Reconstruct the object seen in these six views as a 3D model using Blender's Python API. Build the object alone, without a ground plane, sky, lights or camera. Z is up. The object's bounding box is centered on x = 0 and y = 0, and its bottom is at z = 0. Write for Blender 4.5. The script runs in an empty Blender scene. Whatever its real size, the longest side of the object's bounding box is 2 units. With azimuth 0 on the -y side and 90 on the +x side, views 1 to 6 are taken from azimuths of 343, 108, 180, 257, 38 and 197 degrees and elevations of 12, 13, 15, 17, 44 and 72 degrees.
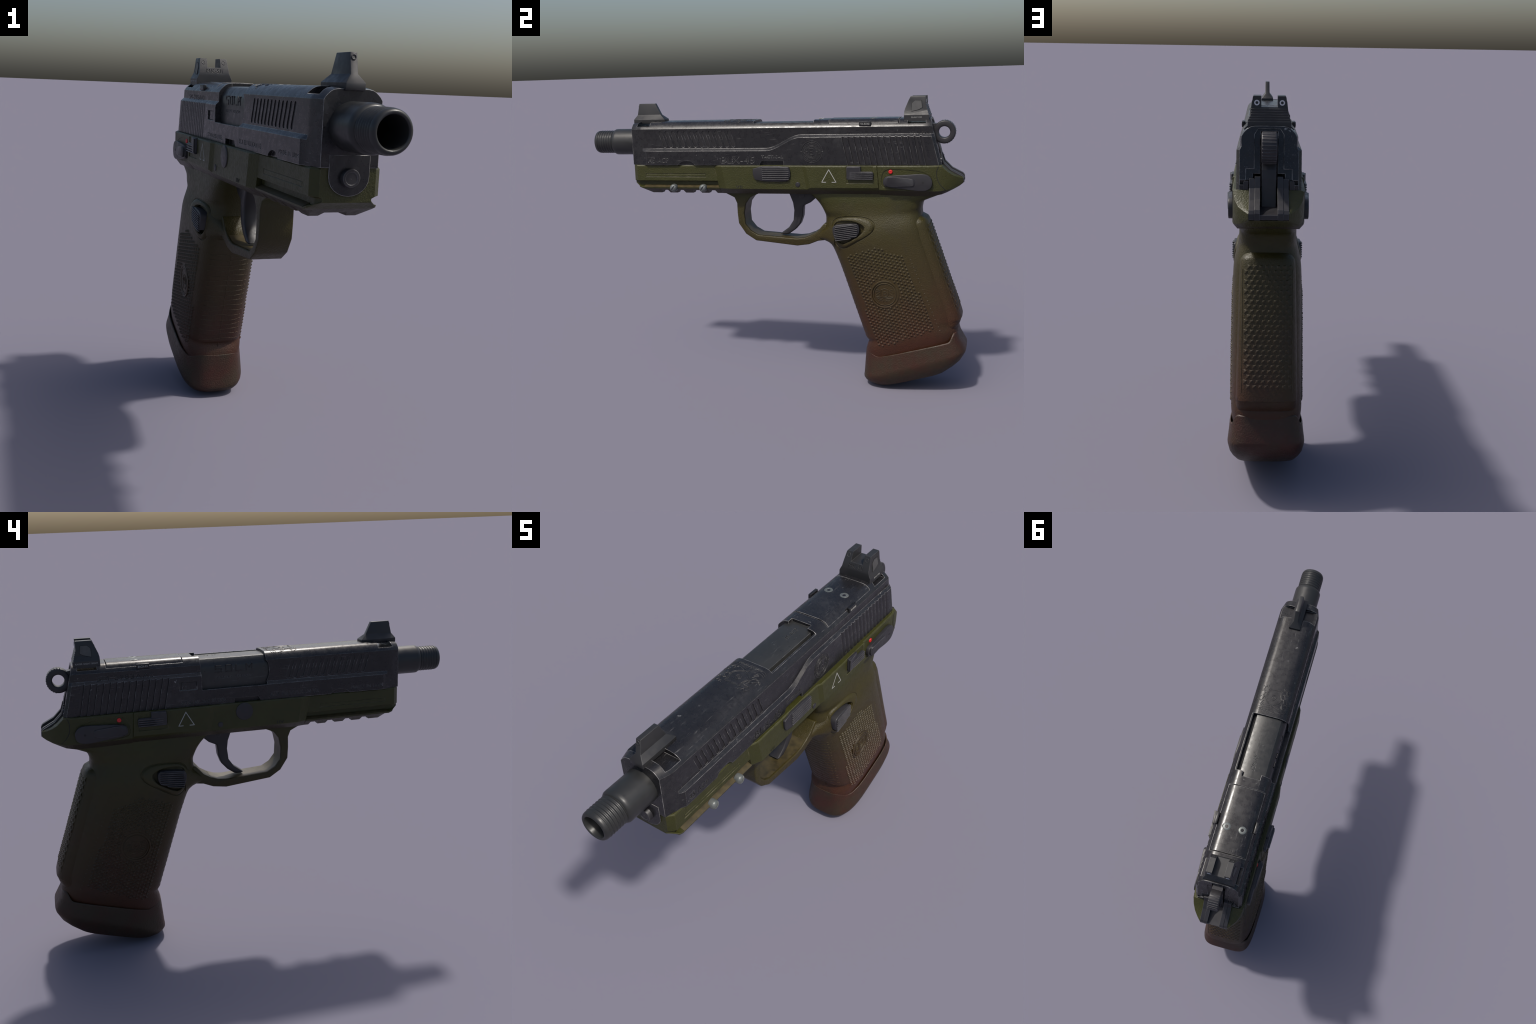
# Weathered two-tone service pistol: dark metal slide on an olive polymer frame.
# Gun frame: X = right-hand side, Y = muzzle (-) to hammer (+), Z = up.  The whole thing is turned by a
# small yaw through the root empty.
import bpy, bmesh, math, random
from mathutils import Vector, Matrix
from mathutils.bvhtree import BVHTree

random.seed(7)
COL = bpy.context.scene.collection
YAW = math.atan(0.0262)
SHIFT = 0.0137

# ------------------------------------------------------------------ materials
def new_mat(name):
    m = bpy.data.materials.new(name); m.use_nodes = True
    nt = m.node_tree; nt.nodes.clear()
    out = nt.nodes.new('ShaderNodeOutputMaterial'); b = nt.nodes.new('ShaderNodeBsdfPrincipled')
    nt.links.new(b.outputs[0], out.inputs[0])
    return m, nt, b

class G:
    """tiny node-graph helper"""
    def __init__(s, nt): s.nt = nt; s.co = nt.nodes.new('ShaderNodeTexCoord').outputs['Object']
    def n(s, t, **k):
        x = s.nt.nodes.new(t)
        for a, v in k.items(): setattr(x, a, v)
        return x
    def link(s, a, b): s.nt.links.new(a, b)
    def mapping(s, scale=(1, 1, 1), rot=(0, 0, 0), loc=(0, 0, 0)):
        m = s.n('ShaderNodeMapping'); s.link(s.co, m.inputs[0])
        m.inputs['Scale'].default_value = scale; m.inputs['Rotation'].default_value = rot
        m.inputs['Location'].default_value = loc
        return m.outputs[0]
    def noise(s, scale, detail=4, rough=.55, vec=None, dist=0):
        x = s.n('ShaderNodeTexNoise'); x.inputs['Scale'].default_value = scale
        x.inputs['Detail'].default_value = detail; x.inputs['Roughness'].default_value = rough
        x.inputs['Distortion'].default_value = dist
        s.link(vec if vec is not None else s.co, x.inputs['Vector']); return x.outputs['Fac']
    def ramp(s, fac, stops):
        r = s.n('ShaderNodeValToRGB'); e = r.color_ramp.elements
        while len(e) < len(stops): e.new(0.5)
        for el, (p, c) in zip(e, stops):
            el.position = p
            el.color = (c, c, c, 1) if isinstance(c, (int, float)) else (*c, 1)
        s.link(fac, r.inputs[0]); return r.outputs[0]
    def mix(s, fac, a, b, mode='MIX'):
        m = s.n('ShaderNodeMix', data_type='RGBA', blend_type=mode)
        for sock, v in ((m.inputs[0], fac), (m.inputs[6], a), (m.inputs[7], b)):
            if isinstance(v, (int, float)): sock.default_value = v
            elif isinstance(v, tuple): sock.default_value = (*v, 1)
            else: s.link(v, sock)
        return m.outputs[2]
    def math(s, op, a, b=None, clamp=False):
        m = s.n('ShaderNodeMath', operation=op, use_clamp=clamp)
        for i, v in enumerate((a, b)):
            if v is None: continue
            if isinstance(v, (int, float)): m.inputs[i].default_value = v
            else: s.link(v, m.inputs[i])
        return m.outputs[0]
    def sep(s):
        x = s.n('ShaderNodeSeparateXYZ'); s.link(s.co, x.inputs[0]); return x.outputs
    def edge(s, radius):
        """1 on worn edges: the rounded normal departs from the true one"""
        bv = s.n('ShaderNodeBevel', samples=8); bv.inputs['Radius'].default_value = radius
        ge = s.n('ShaderNodeNewGeometry')
        d = s.n('ShaderNodeVectorMath', operation='DOT_PRODUCT')
        s.link(bv.outputs[0], d.inputs[0]); s.link(ge.outputs['Normal'], d.inputs[1])
        return s.math('SUBTRACT', 1.0, d.outputs['Value']), bv.outputs[0]
    def bump(s, h, strength, dist, normal=None):
        b = s.n('ShaderNodeBump'); b.inputs['Strength'].default_value = strength
        b.inputs['Distance'].default_value = dist; s.link(h, b.inputs['Height'])
        if normal is not None: s.link(normal, b.inputs['Normal'])
        return b.outputs[0]

def metal(name, base, hi, worn, rough, edge_r=.0018, edge_amt=1.0, metallic=.12, scratch=True, zones=False):
    m, nt, b = new_mat(name); g = G(nt)
    n1 = g.noise(9, 6, .65); n2 = g.noise(45, 4, .6)
    patch = g.ramp(n1, [(.38, 0), (.66, 1)])
    col = g.mix(patch, base, hi)
    if scratch:
        sv = g.mapping((60, 3.5, 60), (.12, .05, .1))
        sc = g.ramp(g.noise(3.0, 5, .7, sv), [(.60, 0), (.74, 1)])
        sc = g.math('MULTIPLY', sc, g.ramp(g.noise(6, 3), [(.45, 0), (.62, .55)]))
        spk = g.ramp(g.noise(38, 5, .7), [(.655, 0), (.70, .7)])
        spk = g.math('MULTIPLY', spk, g.ramp(g.noise(4.2, 3), [(.5, 0), (.62, 1)]))
        col = g.mix(g.math('MAXIMUM', sc, spk), col, worn)
    ed, bn = g.edge(edge_r)
    em = g.math('MULTIPLY', g.ramp(ed, [(.008, 0), (.06, 1)]), g.ramp(g.noise(26, 5, .7), [(.35, .12), (.62, edge_amt)]))
    if zones:                                   # handling wear sits on the long outer edges, not inside the engraving
        xyz = g.sep()
        zz = g.math('DIVIDE', g.math('SUBTRACT', xyz[2], 1.15), .25)
        zm = g.ramp(zz, [(0, .9), (.070, .9), (.075, .42), (.30, .42), (.32, 1), (.42, 1), (.44, .22), (.575, .22), (.59, 1), (.66, 1), (.68, .22), (.765, .25), (.78, 1), (1, 1)])
        ends = g.math('GREATER_THAN', g.math('ABSOLUTE', g.math('SUBTRACT', xyz[1], .082)), .738)
        em = g.math('MULTIPLY', em, g.math('MAXIMUM', zm, ends))
        cloud = g.math('MULTIPLY', g.ramp(g.noise(3.3, 5, .65, None, .6), [(.50, 0), (.72, 1)]), g.ramp(g.noise(55, 4, .7), [(.42, .1), (.62, .8)]))
        col = g.mix(cloud, col, (.040, .0396, .041))
    col = g.mix(em, col, worn)
    g.link(col, b.inputs['Base Color'])
    r = g.ramp(n2, [(.3, rough - .09), (.7, rough + .10)])
    g.link(r, b.inputs['Roughness']); b.inputs['Metallic'].default_value = metallic
    b.inputs['Specular IOR Level'].default_value = .45
    g.link(g.bump(g.noise(160, 3), .06, .002, bn), b.inputs['Normal'])
    return m

def polymer(name, kind):
    m, nt, b = new_mat(name); g = G(nt)
    n1 = g.noise(7, 5, .6); nbig = g.noise(3.2, 4, .6); nf = g.noise(165, 2, .6)
    z = g.sep()[2]
    # grime creeping up from the magazine: olive -> ochre brown -> rusty red, edge broken by noise
    h = g.math('ADD', z, g.math('MULTIPLY', g.math('SUBTRACT', nbig, .5), .30))
    if kind == 'frame':
        base = g.mix(g.ramp(n1, [(.35, 0), (.65, 1)]), (.0275, .0285, .0043), (.0340, .0343, .0062))
    else:
        base = g.ramp(h, [(.05, (.042, .0100, .0046)), (.25, (.041, .0135, .0048)), (.36, (.036, .0165, .0046)), (.52, (.0340, .0205, .0044)), (.74, (.0330, .0238, .0042)),
                          (.95, (.0325, .0285, .0044)), (1.06, (.0315, .0320, .0047))])
        red = g.math('MULTIPLY', g.ramp(g.noise(4.6, 4, .6), [(.46, 0), (.62, .8)]), g.math('SUBTRACT', 1.0, g.math('MULTIPLY', g.math('SUBTRACT', z, .14), 1.75, True), True))
        base = g.mix(red, base, (.046, .0125, .0062))
        if kind == 'stud': base = g.mix(.16, base, (.070, .060, .045))  # studs mixed slightly toward a paler grey than the grip
        base = g.mix(g.ramp(n1, [(.5, 0), (.72, .4)]), base, (.022, .0180, .0100))
    if kind == 'frame':                          # road grime caught along the lower edges and rail
        base = g.mix(g.math('MULTIPLY', g.math('LESS_THAN', g.math('ADD', z, g.math('MULTIPLY', g.math('SUBTRACT', g.noise(22, 4), .5), .010)), 1.0415), .8), base, (.026, .0185, .0130))
    if kind == 'pad':
        base = g.mix(g.ramp(g.noise(5.5, 4, .6), [(.33, 0), (.56, 1)]), (.041, .0110, .0062), (.030, .0190, .0098))
    dust = g.ramp(g.noise(30, 6, .75), [(.60, 0), (.75, .35)])
    dust = g.math('MULTIPLY', dust, g.ramp(g.noise(4, 2), [(.45, 0), (.65, 1)]))
    base = g.mix(dust, base, (.075, .062, .040))
    ed, bn = g.edge(.0028)
    em = g.math('MULTIPLY', g.ramp(ed, [(.012, 0), (.09, 1)]), g.ramp(g.noise(30, 5, .7), [(.40, 0), (.66, {'frame': .9, 'grip': .5, 'pad': .25, 'stud': .5}[kind])]))
    base = g.mix(em, base, (.15, .135, .085))
    g.link(base, b.inputs['Base Color'])
    g.link(g.ramp(g.noise(60, 3), [(.3, .40), (.7, .54)]), b.inputs['Roughness'])
    b.inputs['Specular IOR Level'].default_value = .36
    g.link(g.bump(nf, .6, .0030, bn), b.inputs['Normal'])
    return m

def plain(name, c, rough=.5, metallic=0.0, var=.25):
    m, nt, b = new_mat(name); g = G(nt)
    dark = tuple(v * (1 - var) for v in c)
    g.link(g.mix(g.ramp(g.noise(40, 4), [(.35, 0), (.65, 1)]), dark, c), b.inputs['Base Color'])
    b.inputs['Roughness'].default_value = rough; b.inputs['Metallic'].default_value = metallic
    return m

M_SLIDE = metal('blued_slide_steel', (.0112, .0109, .0125), (.0166, .0163, .0180), (.40, .39, .38), .29, edge_r=.0027, zones=True)
M_ENGRAVE = metal('engraved_steel', (.0090, .0088, .0098), (.0125, .0122, .0134), (.16, .155, .15), .36, edge_r=.0012, edge_amt=.8, scratch=False)
M_LETTER_SHADE = plain('shade_darkened_engraving', (.0065, .0064, .0072), .55, 0, .3)  # near-black colour paints the shade inside the letter cuts
M_GROOVE = plain('dark_groove', (.0120, .0108, .0122), .45, 0, .3)
M_BARREL = metal('barrel_steel', (.0210, .0217, .0217), (.0255, .0258, .0258), (.12, .12, .12), .38, edge_amt=.35, scratch=False)
M_HOOD = metal('chamber_steel', (.0220, .0226, .0226), (.0320, .0320, .0310), (.26, .26, .25), .34, edge_amt=.8)
M_SIGHT = metal('sight_steel', (.021, .021, .022), (.027, .027, .028), (.15, .15, .15), .44, edge_amt=.6, scratch=False)
M_CTRL = metal('control_steel', (.021, .020, .0225), (.027, .026, .029), (.17, .165, .17), .43, edge_r=.0021, edge_amt=.85, scratch=False)
M_SCREW = metal('bright_screw_steel', (.10, .112, .108), (.15, .158, .155), (.30, .30, .30), .42, metallic=.3, scratch=False)
M_FRAME = polymer('olive_polymer', 'frame')
M_GRIP = polymer('olive_polymer_grimy', 'grip')
M_STUD = polymer('pale_stud_polymer', 'stud')
M_PAD = polymer('rusty_brown_pad', 'pad')
M_DIRT = plain('caked_brown_dirt', (.060, .045, .016), .5, 0, .5)
M_BLACK = plain('black_recess', (.006, .006, .007), .7)
M_WHITE = plain('white_paint', (.55, .55, .57), .5, 0, .1)
M_MARK = plain('grey_marking_paint', (.34, .34, .32), .6, 0, .2)
M_RED = plain('red_enamel', (.58, .010, .012), .4, 0, .15)
M_PALE = plain('pale_metal_window', (.075, .074, .072), .45, .2, .2)

# ------------------------------------------------------------------ mesh helpers
root = bpy.data.objects.new('pistol', None); COL.objects.link(root)
root.location = (SHIFT, 0, 0); root.rotation_euler = (0, 0, YAW)
root['label'] = 'weathered pistol with dark metal slide and olive-brown frame'
root['category'] = 'pistol'

def finish(me, name, mat, parent=None, angle=35, smooth=True):
    ob = bpy.data.objects.new(name, me); COL.objects.link(ob)
    if mat is not None:
        me.materials.clear()
        me.materials.append(mat)
    bm = bmesh.new(); bm.from_mesh(me)
    bmesh.ops.recalc_face_normals(bm, faces=bm.faces)
    bm.to_mesh(me); bm.free()
    if smooth:
        me.polygons.foreach_set('use_smooth', [True] * len(me.polygons))
        me.set_sharp_from_angle(angle=math.radians(angle))
    ob.parent = parent if parent is not None else root
    return ob

def mk(name, verts, faces, mat, parent=None, angle=35, smooth=True):
    me = bpy.data.meshes.new(name); me.from_pydata([tuple(v) for v in verts], [], faces); me.update()
    return finish(me, name, mat, parent, angle, smooth)

def bake(ob):
    """apply all modifiers"""
    dg = bpy.context.evaluated_depsgraph_get(); dg.update()
    me = bpy.data.meshes.new_from_object(ob.evaluated_get(dg), preserve_all_data_layers=False, depsgraph=dg)
    old = ob.data; ob.modifiers.clear(); ob.data = me
    bpy.data.meshes.remove(old)
    return ob

def smooth_again(ob, angle=35):
    me = ob.data
    me.polygons.foreach_set('use_smooth', [True] * len(me.polygons))
    me.set_sharp_from_angle(angle=math.radians(angle))

def cut(ob, cutter, angle=35, op='DIFFERENCE'):
    m = ob.modifiers.new('cut', 'BOOLEAN'); m.operation = op; m.object = cutter; m.solver = 'EXACT'
    if cutter.data.materials and cutter.data.materials[0]: m.material_mode = 'TRANSFER'
    bake(ob)
    bpy.data.objects.remove(cutter, do_unlink=True)
    smooth_again(ob, angle)
    return ob

def bevel(ob, w, seg=2, ang=40, smooth=35):
    m = ob.modifiers.new('bevel', 'BEVEL'); m.width = w; m.segments = seg; m.limit_method = 'ANGLE'
    m.angle_limit = math.radians(ang); m.use_clamp_overlap = True
    bake(ob); smooth_again(ob, smooth); return ob

def loft(rings, cap=True):
    n = len(rings[0]); v = [p for r in rings for p in r]; f = []
    for i in range(len(rings) - 1):
        for j in range(n):
            k = (j + 1) % n
            f.append((i * n + j, i * n + k, (i + 1) * n + k, (i + 1) * n + j))
    if cap:
        f.append(tuple(range(n))[::-1]); f.append(tuple((len(rings) - 1) * n + j for j in range(n)))
    return v, f

def prism_x(poly, x0, x1):
    """extrude a (y,z) polygon across X"""
    return loft([[(x0, y, z) for y, z in poly], [(x1, y, z) for y, z in poly]])

def prism_y(poly, y0, y1, shear=0.0, zref=0.0):
    """extrude an (x,z) polygon along Y; y recedes with height by shear"""
    return loft([[(x, y0 - shear * (z - zref), z) for x, z in poly], [(x, y1 - shear * (z - zref), z) for x, z in poly]])

def box(x0, x1, y0, y1, z0, z1):
    return prism_x([(y0, z0), (y1, z0), (y1, z1), (y0, z1)], x0, x1)

def merge(*parts):
    V, F = [], []
    for v, f in parts:
        o = len(V); V += list(v); F += [tuple(i + o for i in q) for q in f]
    return V, F

def tube(pts, r, n=6, closed=False):
    """round bar along a polyline"""
    P = [Vector(p) for p in pts]; rings = []
    for i, p in enumerate(P):
        a = P[i - 1] if (i or closed) else P[0]; b = P[(i + 1) % len(P)] if (i < len(P) - 1 or closed) else P[-1]
        t = (b - a).normalized(); u = t.orthogonal() if abs(t.x) > .9 else t.cross(Vector((1, 0, 0)))
        u.normalize(); w = t.cross(u)
        rings.append([p + r * (math.cos(2 * math.pi * k / n) * u + math.sin(2 * math.pi * k / n) * w) for k in range(n)])
    if closed: rings.append(rings[0])
    return loft(rings, cap=not closed)

def disc_x(y, z, r, x0, x1, n=28, bev=0.0, s=1):
    rr = [(x0, r), (x1 - s * bev, r), (x1, r - bev)] if bev else [(x0, r), (x1, r)]
    return loft([[(x, y + q * math.cos(2 * math.pi * k / n), z + q * math.sin(2 * math.pi * k / n)) for k in range(n)] for x, q in rr])

def lathe_y(prof, zc, n=40, xc=0.0):
    """prof: (y, r) closed loop revolved about the bore axis"""
    return_v, f = [], []; m = len(prof)
    for k in range(n):
        a = 2 * math.pi * k / n
        return_v += [(xc + r * math.cos(a), y, zc + r * math.sin(a)) for y, r in prof]
    for k in range(n):
        for j in range(m):
            j2 = (j + 1) % m; k2 = (k + 1) % n
            f.append((k * m + j, k * m + j2, k2 * m + j2, k2 * m + j))
    return return_v, f

def smoothstep(a, b, x):
    t = min(1, max(0, (x - a) / (b - a))); return t * t * (3 - 2 * t)

def interp(tab, x):
    if x <= tab[0][0]: return tab[0][1]
    for (a, va), (b, vb) in zip(tab, tab[1:]):
        if x <= b: return va + (vb - va) * (x - a) / (b - a)
    return tab[-1][1]

def bvh_of(ob):
    return BVHTree.FromPolygons([v.co.copy() for v in ob.data.vertices], [tuple(p.vertices) for p in ob.data.polygons])

def on_side(bvh, s, y, z, fallback=.13):
    hit = bvh.ray_cast(Vector((s * .5, y, z)), Vector((-s, 0, 0)))
    return hit[0].x if hit[0] is not None else s * fallback

def chaikin(p, it=2, closed=True):
    for _ in range(it):
        q = []
        for i in range(len(p) if closed else len(p) - 1):
            a, b = p[i], p[(i + 1) % len(p)]
            q += [tuple(.75 * u + .25 * v for u, v in zip(a, b)), tuple(.25 * u + .75 * v for u, v in zip(a, b))]
        p = q if closed else [p[0]] + q + [p[-1]]
    return p

def text_geo(s, width, height, depth):
    """lettering in a width x height box from (0,0); returns verts (u,v,w), faces"""
    cu = bpy.data.curves.new('lettering', 'FONT'); cu.body = s; cu.extrude = depth / 2; cu.resolution_u = 3; cu.size = 1
    cu.space_character = 1.08
    ob = bpy.data.objects.new('lettering_tmp', cu); COL.objects.link(ob)
    dg = bpy.context.evaluated_depsgraph_get(); dg.update()
    me = bpy.data.meshes.new_from_object(ob.evaluated_get(dg))
    bm = bmesh.new(); bm.from_mesh(me); bmesh.ops.remove_doubles(bm, verts=bm.verts, dist=1e-5)
    bmesh.ops.dissolve_degenerate(bm, edges=bm.edges, dist=1e-5); bm.to_mesh(me); bm.free()
    V = [tuple(v.co) for v in me.vertices]; F = [tuple(p.vertices) for p in me.polygons]
    bpy.data.objects.remove(ob, do_unlink=True); bpy.data.curves.remove(cu); bpy.data.meshes.remove(me)
    x0 = min(v[0] for v in V); x1 = max(v[0] for v in V); y0 = min(v[1] for v in V); y1 = max(v[1] for v in V)
    return [((v[0] - x0) * width / (x1 - x0), (v[1] - y0) * height / (y1 - y0), v[2]) for v in V], F

def side_text(s, side, y, z, width, height, x, depth=.0035):
    """y,z = lower left corner as read; side +1 reads towards +Y"""
    V, F = text_geo(s, width, height, depth)
    return [(side * (x + w), y + side * u, z + v) for u, v, w in V], F

# ------------------------------------------------------------------ slide
ZB = 1.164                                     # slide / frame joint
REAR_SHEAR = .265
def ledge_r(y): return 1.237 + .066 * smoothstep(-.012, .172, y)
def ledge_l(y): return 1.237 if y < .2298 else 1.303

def slide_half(y, ledge, xs=1.0, zt=1.3868, wide=None):
    w_lo, w_up = (.1175, .104) if wide is None else wide
    top = [(.104, 1.3505), (.0985, 1.3595), (.090, 1.3690), (.0805, 1.3775), (.070, 1.3832), (.055, 1.3862), (.025, 1.3868)]
    k = w_up / .104
    return [(w_lo, ZB), (w_lo, ledge), (w_up, ledge + .0125)] + [(x * k, 1.3505 + (z - 1.3505) * (zt - 1.3505) / .0363) for x, z in top]

ys = [-.7555, -.706, -.690, -.668] + [-.63, -.5, -.3, -.1, -.03, -.012] + [-.012 + .184 * i / 12 for i in range(1, 13)] + [.2297, .2299, .3, .5, .7, .80, .849, .863]
rings = []
for y in ys:
    if y < -.70: wide = (.0885, .0885) if y < -.75 else (.1035, .1035)
    elif y < -.68: wide = (.106, .104)
    elif y > .86: wide = (.1055, .0995)
    else: wide = None
    R = slide_half(y, ledge_r(y), wide=wide); L = slide_half(y, ledge_l(y), wide=wide)
    if y < -.75:                               # front face has a lower rounded brow
        R = [(x, z if z < 1.352 else 1.352 + (z - 1.352) * .82) for x, z in R]; L = list(R)
    sec = [(x, z) for x, z in R] + [(0, R[-1][1])] + [(-x, z) for x, z in reversed(L)]
    if y >= .80:
        rings.append([(x, y - REAR_SHEAR * (z - ZB) * (1 if y > .83 else .6), z) for x, z in sec])
    else:
        rings.append([(x, y, z) for x, z in sec])
slide = mk('slide', *loft(rings), M_SLIDE, angle=22)

cuts = []
# ejection port (left side and top, right wall left standing)
port = [(-.30, 1.236), (-.30, 1.5), (.30, 1.5), (.30, 1.3735), (.078, 1.3735), (.078, 1.30), (-.06, 1.20), (-.085, 1.236)]
cv, cf = prism_y(port, -.082, .2305)
c = mk('cut', cv, cf, None); cut(slide, c, 22)
# curved front wall of the port on the left
cv, cf = prism_x(chaikin([(-.0825, 1.252), (-.095, 1.285), (-.095, 1.325), (-.0825, 1.352), (-.07, 1.352), (-.07, 1.252)], 2), -.2, -.083)
c = mk('cut', cv, cf, None); cut(slide, c, 22)
# sight dovetails
c = mk('cut', *prism_x([(-.724, 1.363), (-.648, 1.363), (-.656, 1.42), (-.716, 1.42)], -.14, .14), None); cut(slide, c, 22)
c = mk('cut', *prism_x([(.694, 1.3635), (.784, 1.3635), (.775, 1.42), (.703, 1.42)], -.14, .14), None); cut(slide, c, 22)
# relief cuts over the frame: arch and slide-stop notches, both sides
def arch_poly():
    return [(-.444 + .052 * math.cos(a), 1.150 + .036 * math.sin(a)) for a in [math.pi * i / 14 for i in range(15)]]
parts = []
for s in (1, -1):
    parts.append(prism_x(arch_poly(), s * .105, s * .14))
    parts.append(prism_x([(-.056, 1.15), (-.034, 1.1855), (.080, 1.1855), (.080, 1.15)], s * .100, s * .14))
c = mk('cut', *merge(*parts), None); cut(slide, c, 22)
# front cooling slots: twelve slanted slots per side
parts = []
for s in (1, -1):
    for i in range(12):
        y0 = -.589 + i * .0343
        a = Vector((y0 + .003, 1.331)); b = Vector((y0 + .026, 1.2645)); d = (b - a).normalized(); nrm = Vector((d.y, -d.x)); r = .0088
        poly = []
        for k in range(9):
            t = math.pi * k / 8; poly.append(a + r * (math.cos(t) * nrm - math.sin(t) * d))
        for k in range(9):
            t = math.pi * k / 8; poly.append(b + r * (-math.cos(t) * nrm + math.sin(t) * d))
        parts.append(prism_x([tuple(p) for p in poly], s * .1016, s * .13))
c = mk('cut', *merge(*parts), M_GROOVE); cut(slide, c, 22)
# rear cocking serrations: slanted saw-tooth grooves
parts = []
for s in (1, -1):
    for i in range(14):
        y0 = .376 + i * .0292
        zt = 1.310
        dy = .0335
        parts.append(loft([[(s * .1135, y0, zt), (s * .1185, y0 + .019, zt), (s * .13, y0 + .019, zt), (s * .13, y0, zt)],
                           [(s * .1135, y0 + dy, 1.158), (s * .1185, y0 + .019 + dy, 1.158), (s * .13, y0 + .019 + dy, 1.158), (s * .13, y0 + dy, 1.158)]]))
c = mk('cut', *merge(*parts), M_GROOVE); cut(slide, c, 22)
# extractor window
c = mk('cut', *box(-.14, -.1095, .254, .335, 1.2415, 1.2785), None); cut(slide, c, 22)
# rear: hammer slot, rail clearances, shallow stepped panel
c = mk('cut', *prism_y([(-.0315, 1.1), (.0315, 1.1), (.0315, 1.368), (-.0315, 1.368)], .79, .96), None); cut(slide, c, 22)
c = mk('cut', *prism_y([(-.0575, 1.1), (.0575, 1.1), (.0575, 1.2215), (-.0575, 1.2215)], .79, .96), None); cut(slide, c, 22)
c = mk('cut', *prism_y([(-.1045, 1.1), (.1045, 1.1), (.1045, 1.199), (-.1045, 1.199)], .835, .96), None); cut(slide, c, 22)
panel = [(-.083, 1.150), (-.083, 1.238), (-.053, 1.238), (-.053, 1.357), (-.040, 1.377), (.040, 1.377), (.053, 1.357), (.053, 1.238), (.083, 1.238), (.083, 1.150)]
c = mk('cut', *prism_y(panel, .8585, .96, REAR_SHEAR, ZB), None); cut(slide, c, 22)
# sunken bed of the top cover plate and slide-top notch
c = mk('cut', *prism_y([(-.096, 1.366), (-.096, 1.45), (.096, 1.45), (.096, 1.366)], .308, .655), None); cut(slide, c, 22)
c = mk('cut', *prism_y([(-.052, 1.355), (-.052, 1.45), (.043, 1.45), (.043, 1.355)], .20, .258), None); cut(slide, c, 22)
# engraved lettering
parts = [side_text('.45 ACP', 1, -.658, 1.178, .116, .026, .1175), side_text('BLX-45', 1, -.251, 1.175, .178, .033, .1175),
         side_text('TACTICAL', 1, -.035, 1.201, .114, .014, .1175), side_text('YU.1998', 1, .708, 1.312, .092, .014, .104),
         side_text('SM-2983AA0', -1, .699, 1.3135, .253, .0205, .104),
         side_text('STAINLESS STEEL', -1, .329, 1.177, .212, .0145, .1175), side_text('BLX SU VULKAN V2', -1, -.094, 1.180, .239, .0165, .1175),
         side_text('MADE IN URM', -1, -.499, 1.181, .164, .0135, .1175)]
c = mk('cut', *merge(*parts), M_LETTER_SHADE, smooth=False); cut(slide, c, 22)

# roundel with letter on the right flat
def ring_x(y, z, r, t, x, s=1, n=48, h=.0016):
    """flat raised ring facing +-X"""
    rr = [r - t, r - t * .6, r + t * .6, r + t]; xx = [x - .001, x + h, x + h, x - .001]
    v, f = [], []
    for k in range(n):
        a = 2 * math.pi * k / n
        v += [(s * X, y + q * math.cos(a), z + q * math.sin(a)) for q, X in zip(rr, xx)]
    for k in range(n):
        k2 = (k + 1) % n
        for j in range(3): f.append((k * 4 + j, k * 4 + j + 1, k2 * 4 + j + 1, k2 * 4 + j))
    return v, f
yc, zc = .228, 1.231
parts = [ring_x(yc, zc, r, t, .1175) for r, t in ((.054, .0018), (.046, .0012), (.031, .0012), (.0265, .0010))]
parts.append(side_text('B', 1, yc - .014, zc - .019, .029, .038, .1178, .003))
for k in range(34):
    a = 2 * math.pi * (k + .5) / 34
    d = Vector((math.cos(a), math.sin(a))); p = Vector((yc, zc)) + d * .0385; q = Vector((-d.y, d.x))
    L = .0045 if k % 3 else .0032; W = .0013 if k % 2 else .0021
    parts.append(prism_x([tuple(p + d * L + q * W), tuple(p - d * L + q * W), tuple(p - d * L - q * W), tuple(p + d * L - q * W)], .1165, .119))
for k in range(4):
    a = math.pi / 2 * k; d = Vector((math.cos(a), math.sin(a))); q = Vector((-d.y, d.x)); p = Vector((yc, zc))
    for r0, r1 in ((.021, .0295), (.050, .0575)):
        parts.append(prism_x([tuple(p + d * r1 + q * .0015), tuple(p + d * r0 + q * .0015), tuple(p + d * r0 - q * .0015), tuple(p + d * r1 - q * .0015)], .1165, .1195))
mk('roundel', *merge(*parts), M_ENGRAVE, slide)

# crest on the slide top: shield between leafy supporters on a scroll
def top_z(x):
    ax = abs(x)
    return interp([(0, 1.3868), (.055, 1.3862), (.070, 1.3832), (.0805, 1.3775), (.09, 1.369)], ax)
def top_tube(p, r=.0019, closed=False):
    return tube([(x, y, top_z(x) - .0004) for x, y in p], r, 6, closed)
sh = chaikin([(-.036, -.232), (-.012, -.226), (0, -.232), (.012, -.226), (.036, -.232), (.034, -.205), (.044, -.185), (.036, -.160), (.012, -.146), (0, -.138), (-.012, -.146), (-.036, -.160), (-.044, -.185), (-.034, -.205)], 2)
parts = [top_tube(sh, .0022, True), top_tube([(x * .86, -.187 + (y + .187) * .86) for x, y in sh], .0014, True)]
parts.append(top_tube([(.012 * math.cos(t), -.186 + .014 * math.sin(t)) for t in [2 * math.pi * k / 16 for k in range(16)]], .0022, True))
parts.append(top_tube([(.005 * math.cos(t), -.186 + .006 * math.sin(t)) for t in [2 * math.pi * k / 10 for k in range(10)]], .0016, True))
rng = random.Random(3)
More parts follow.
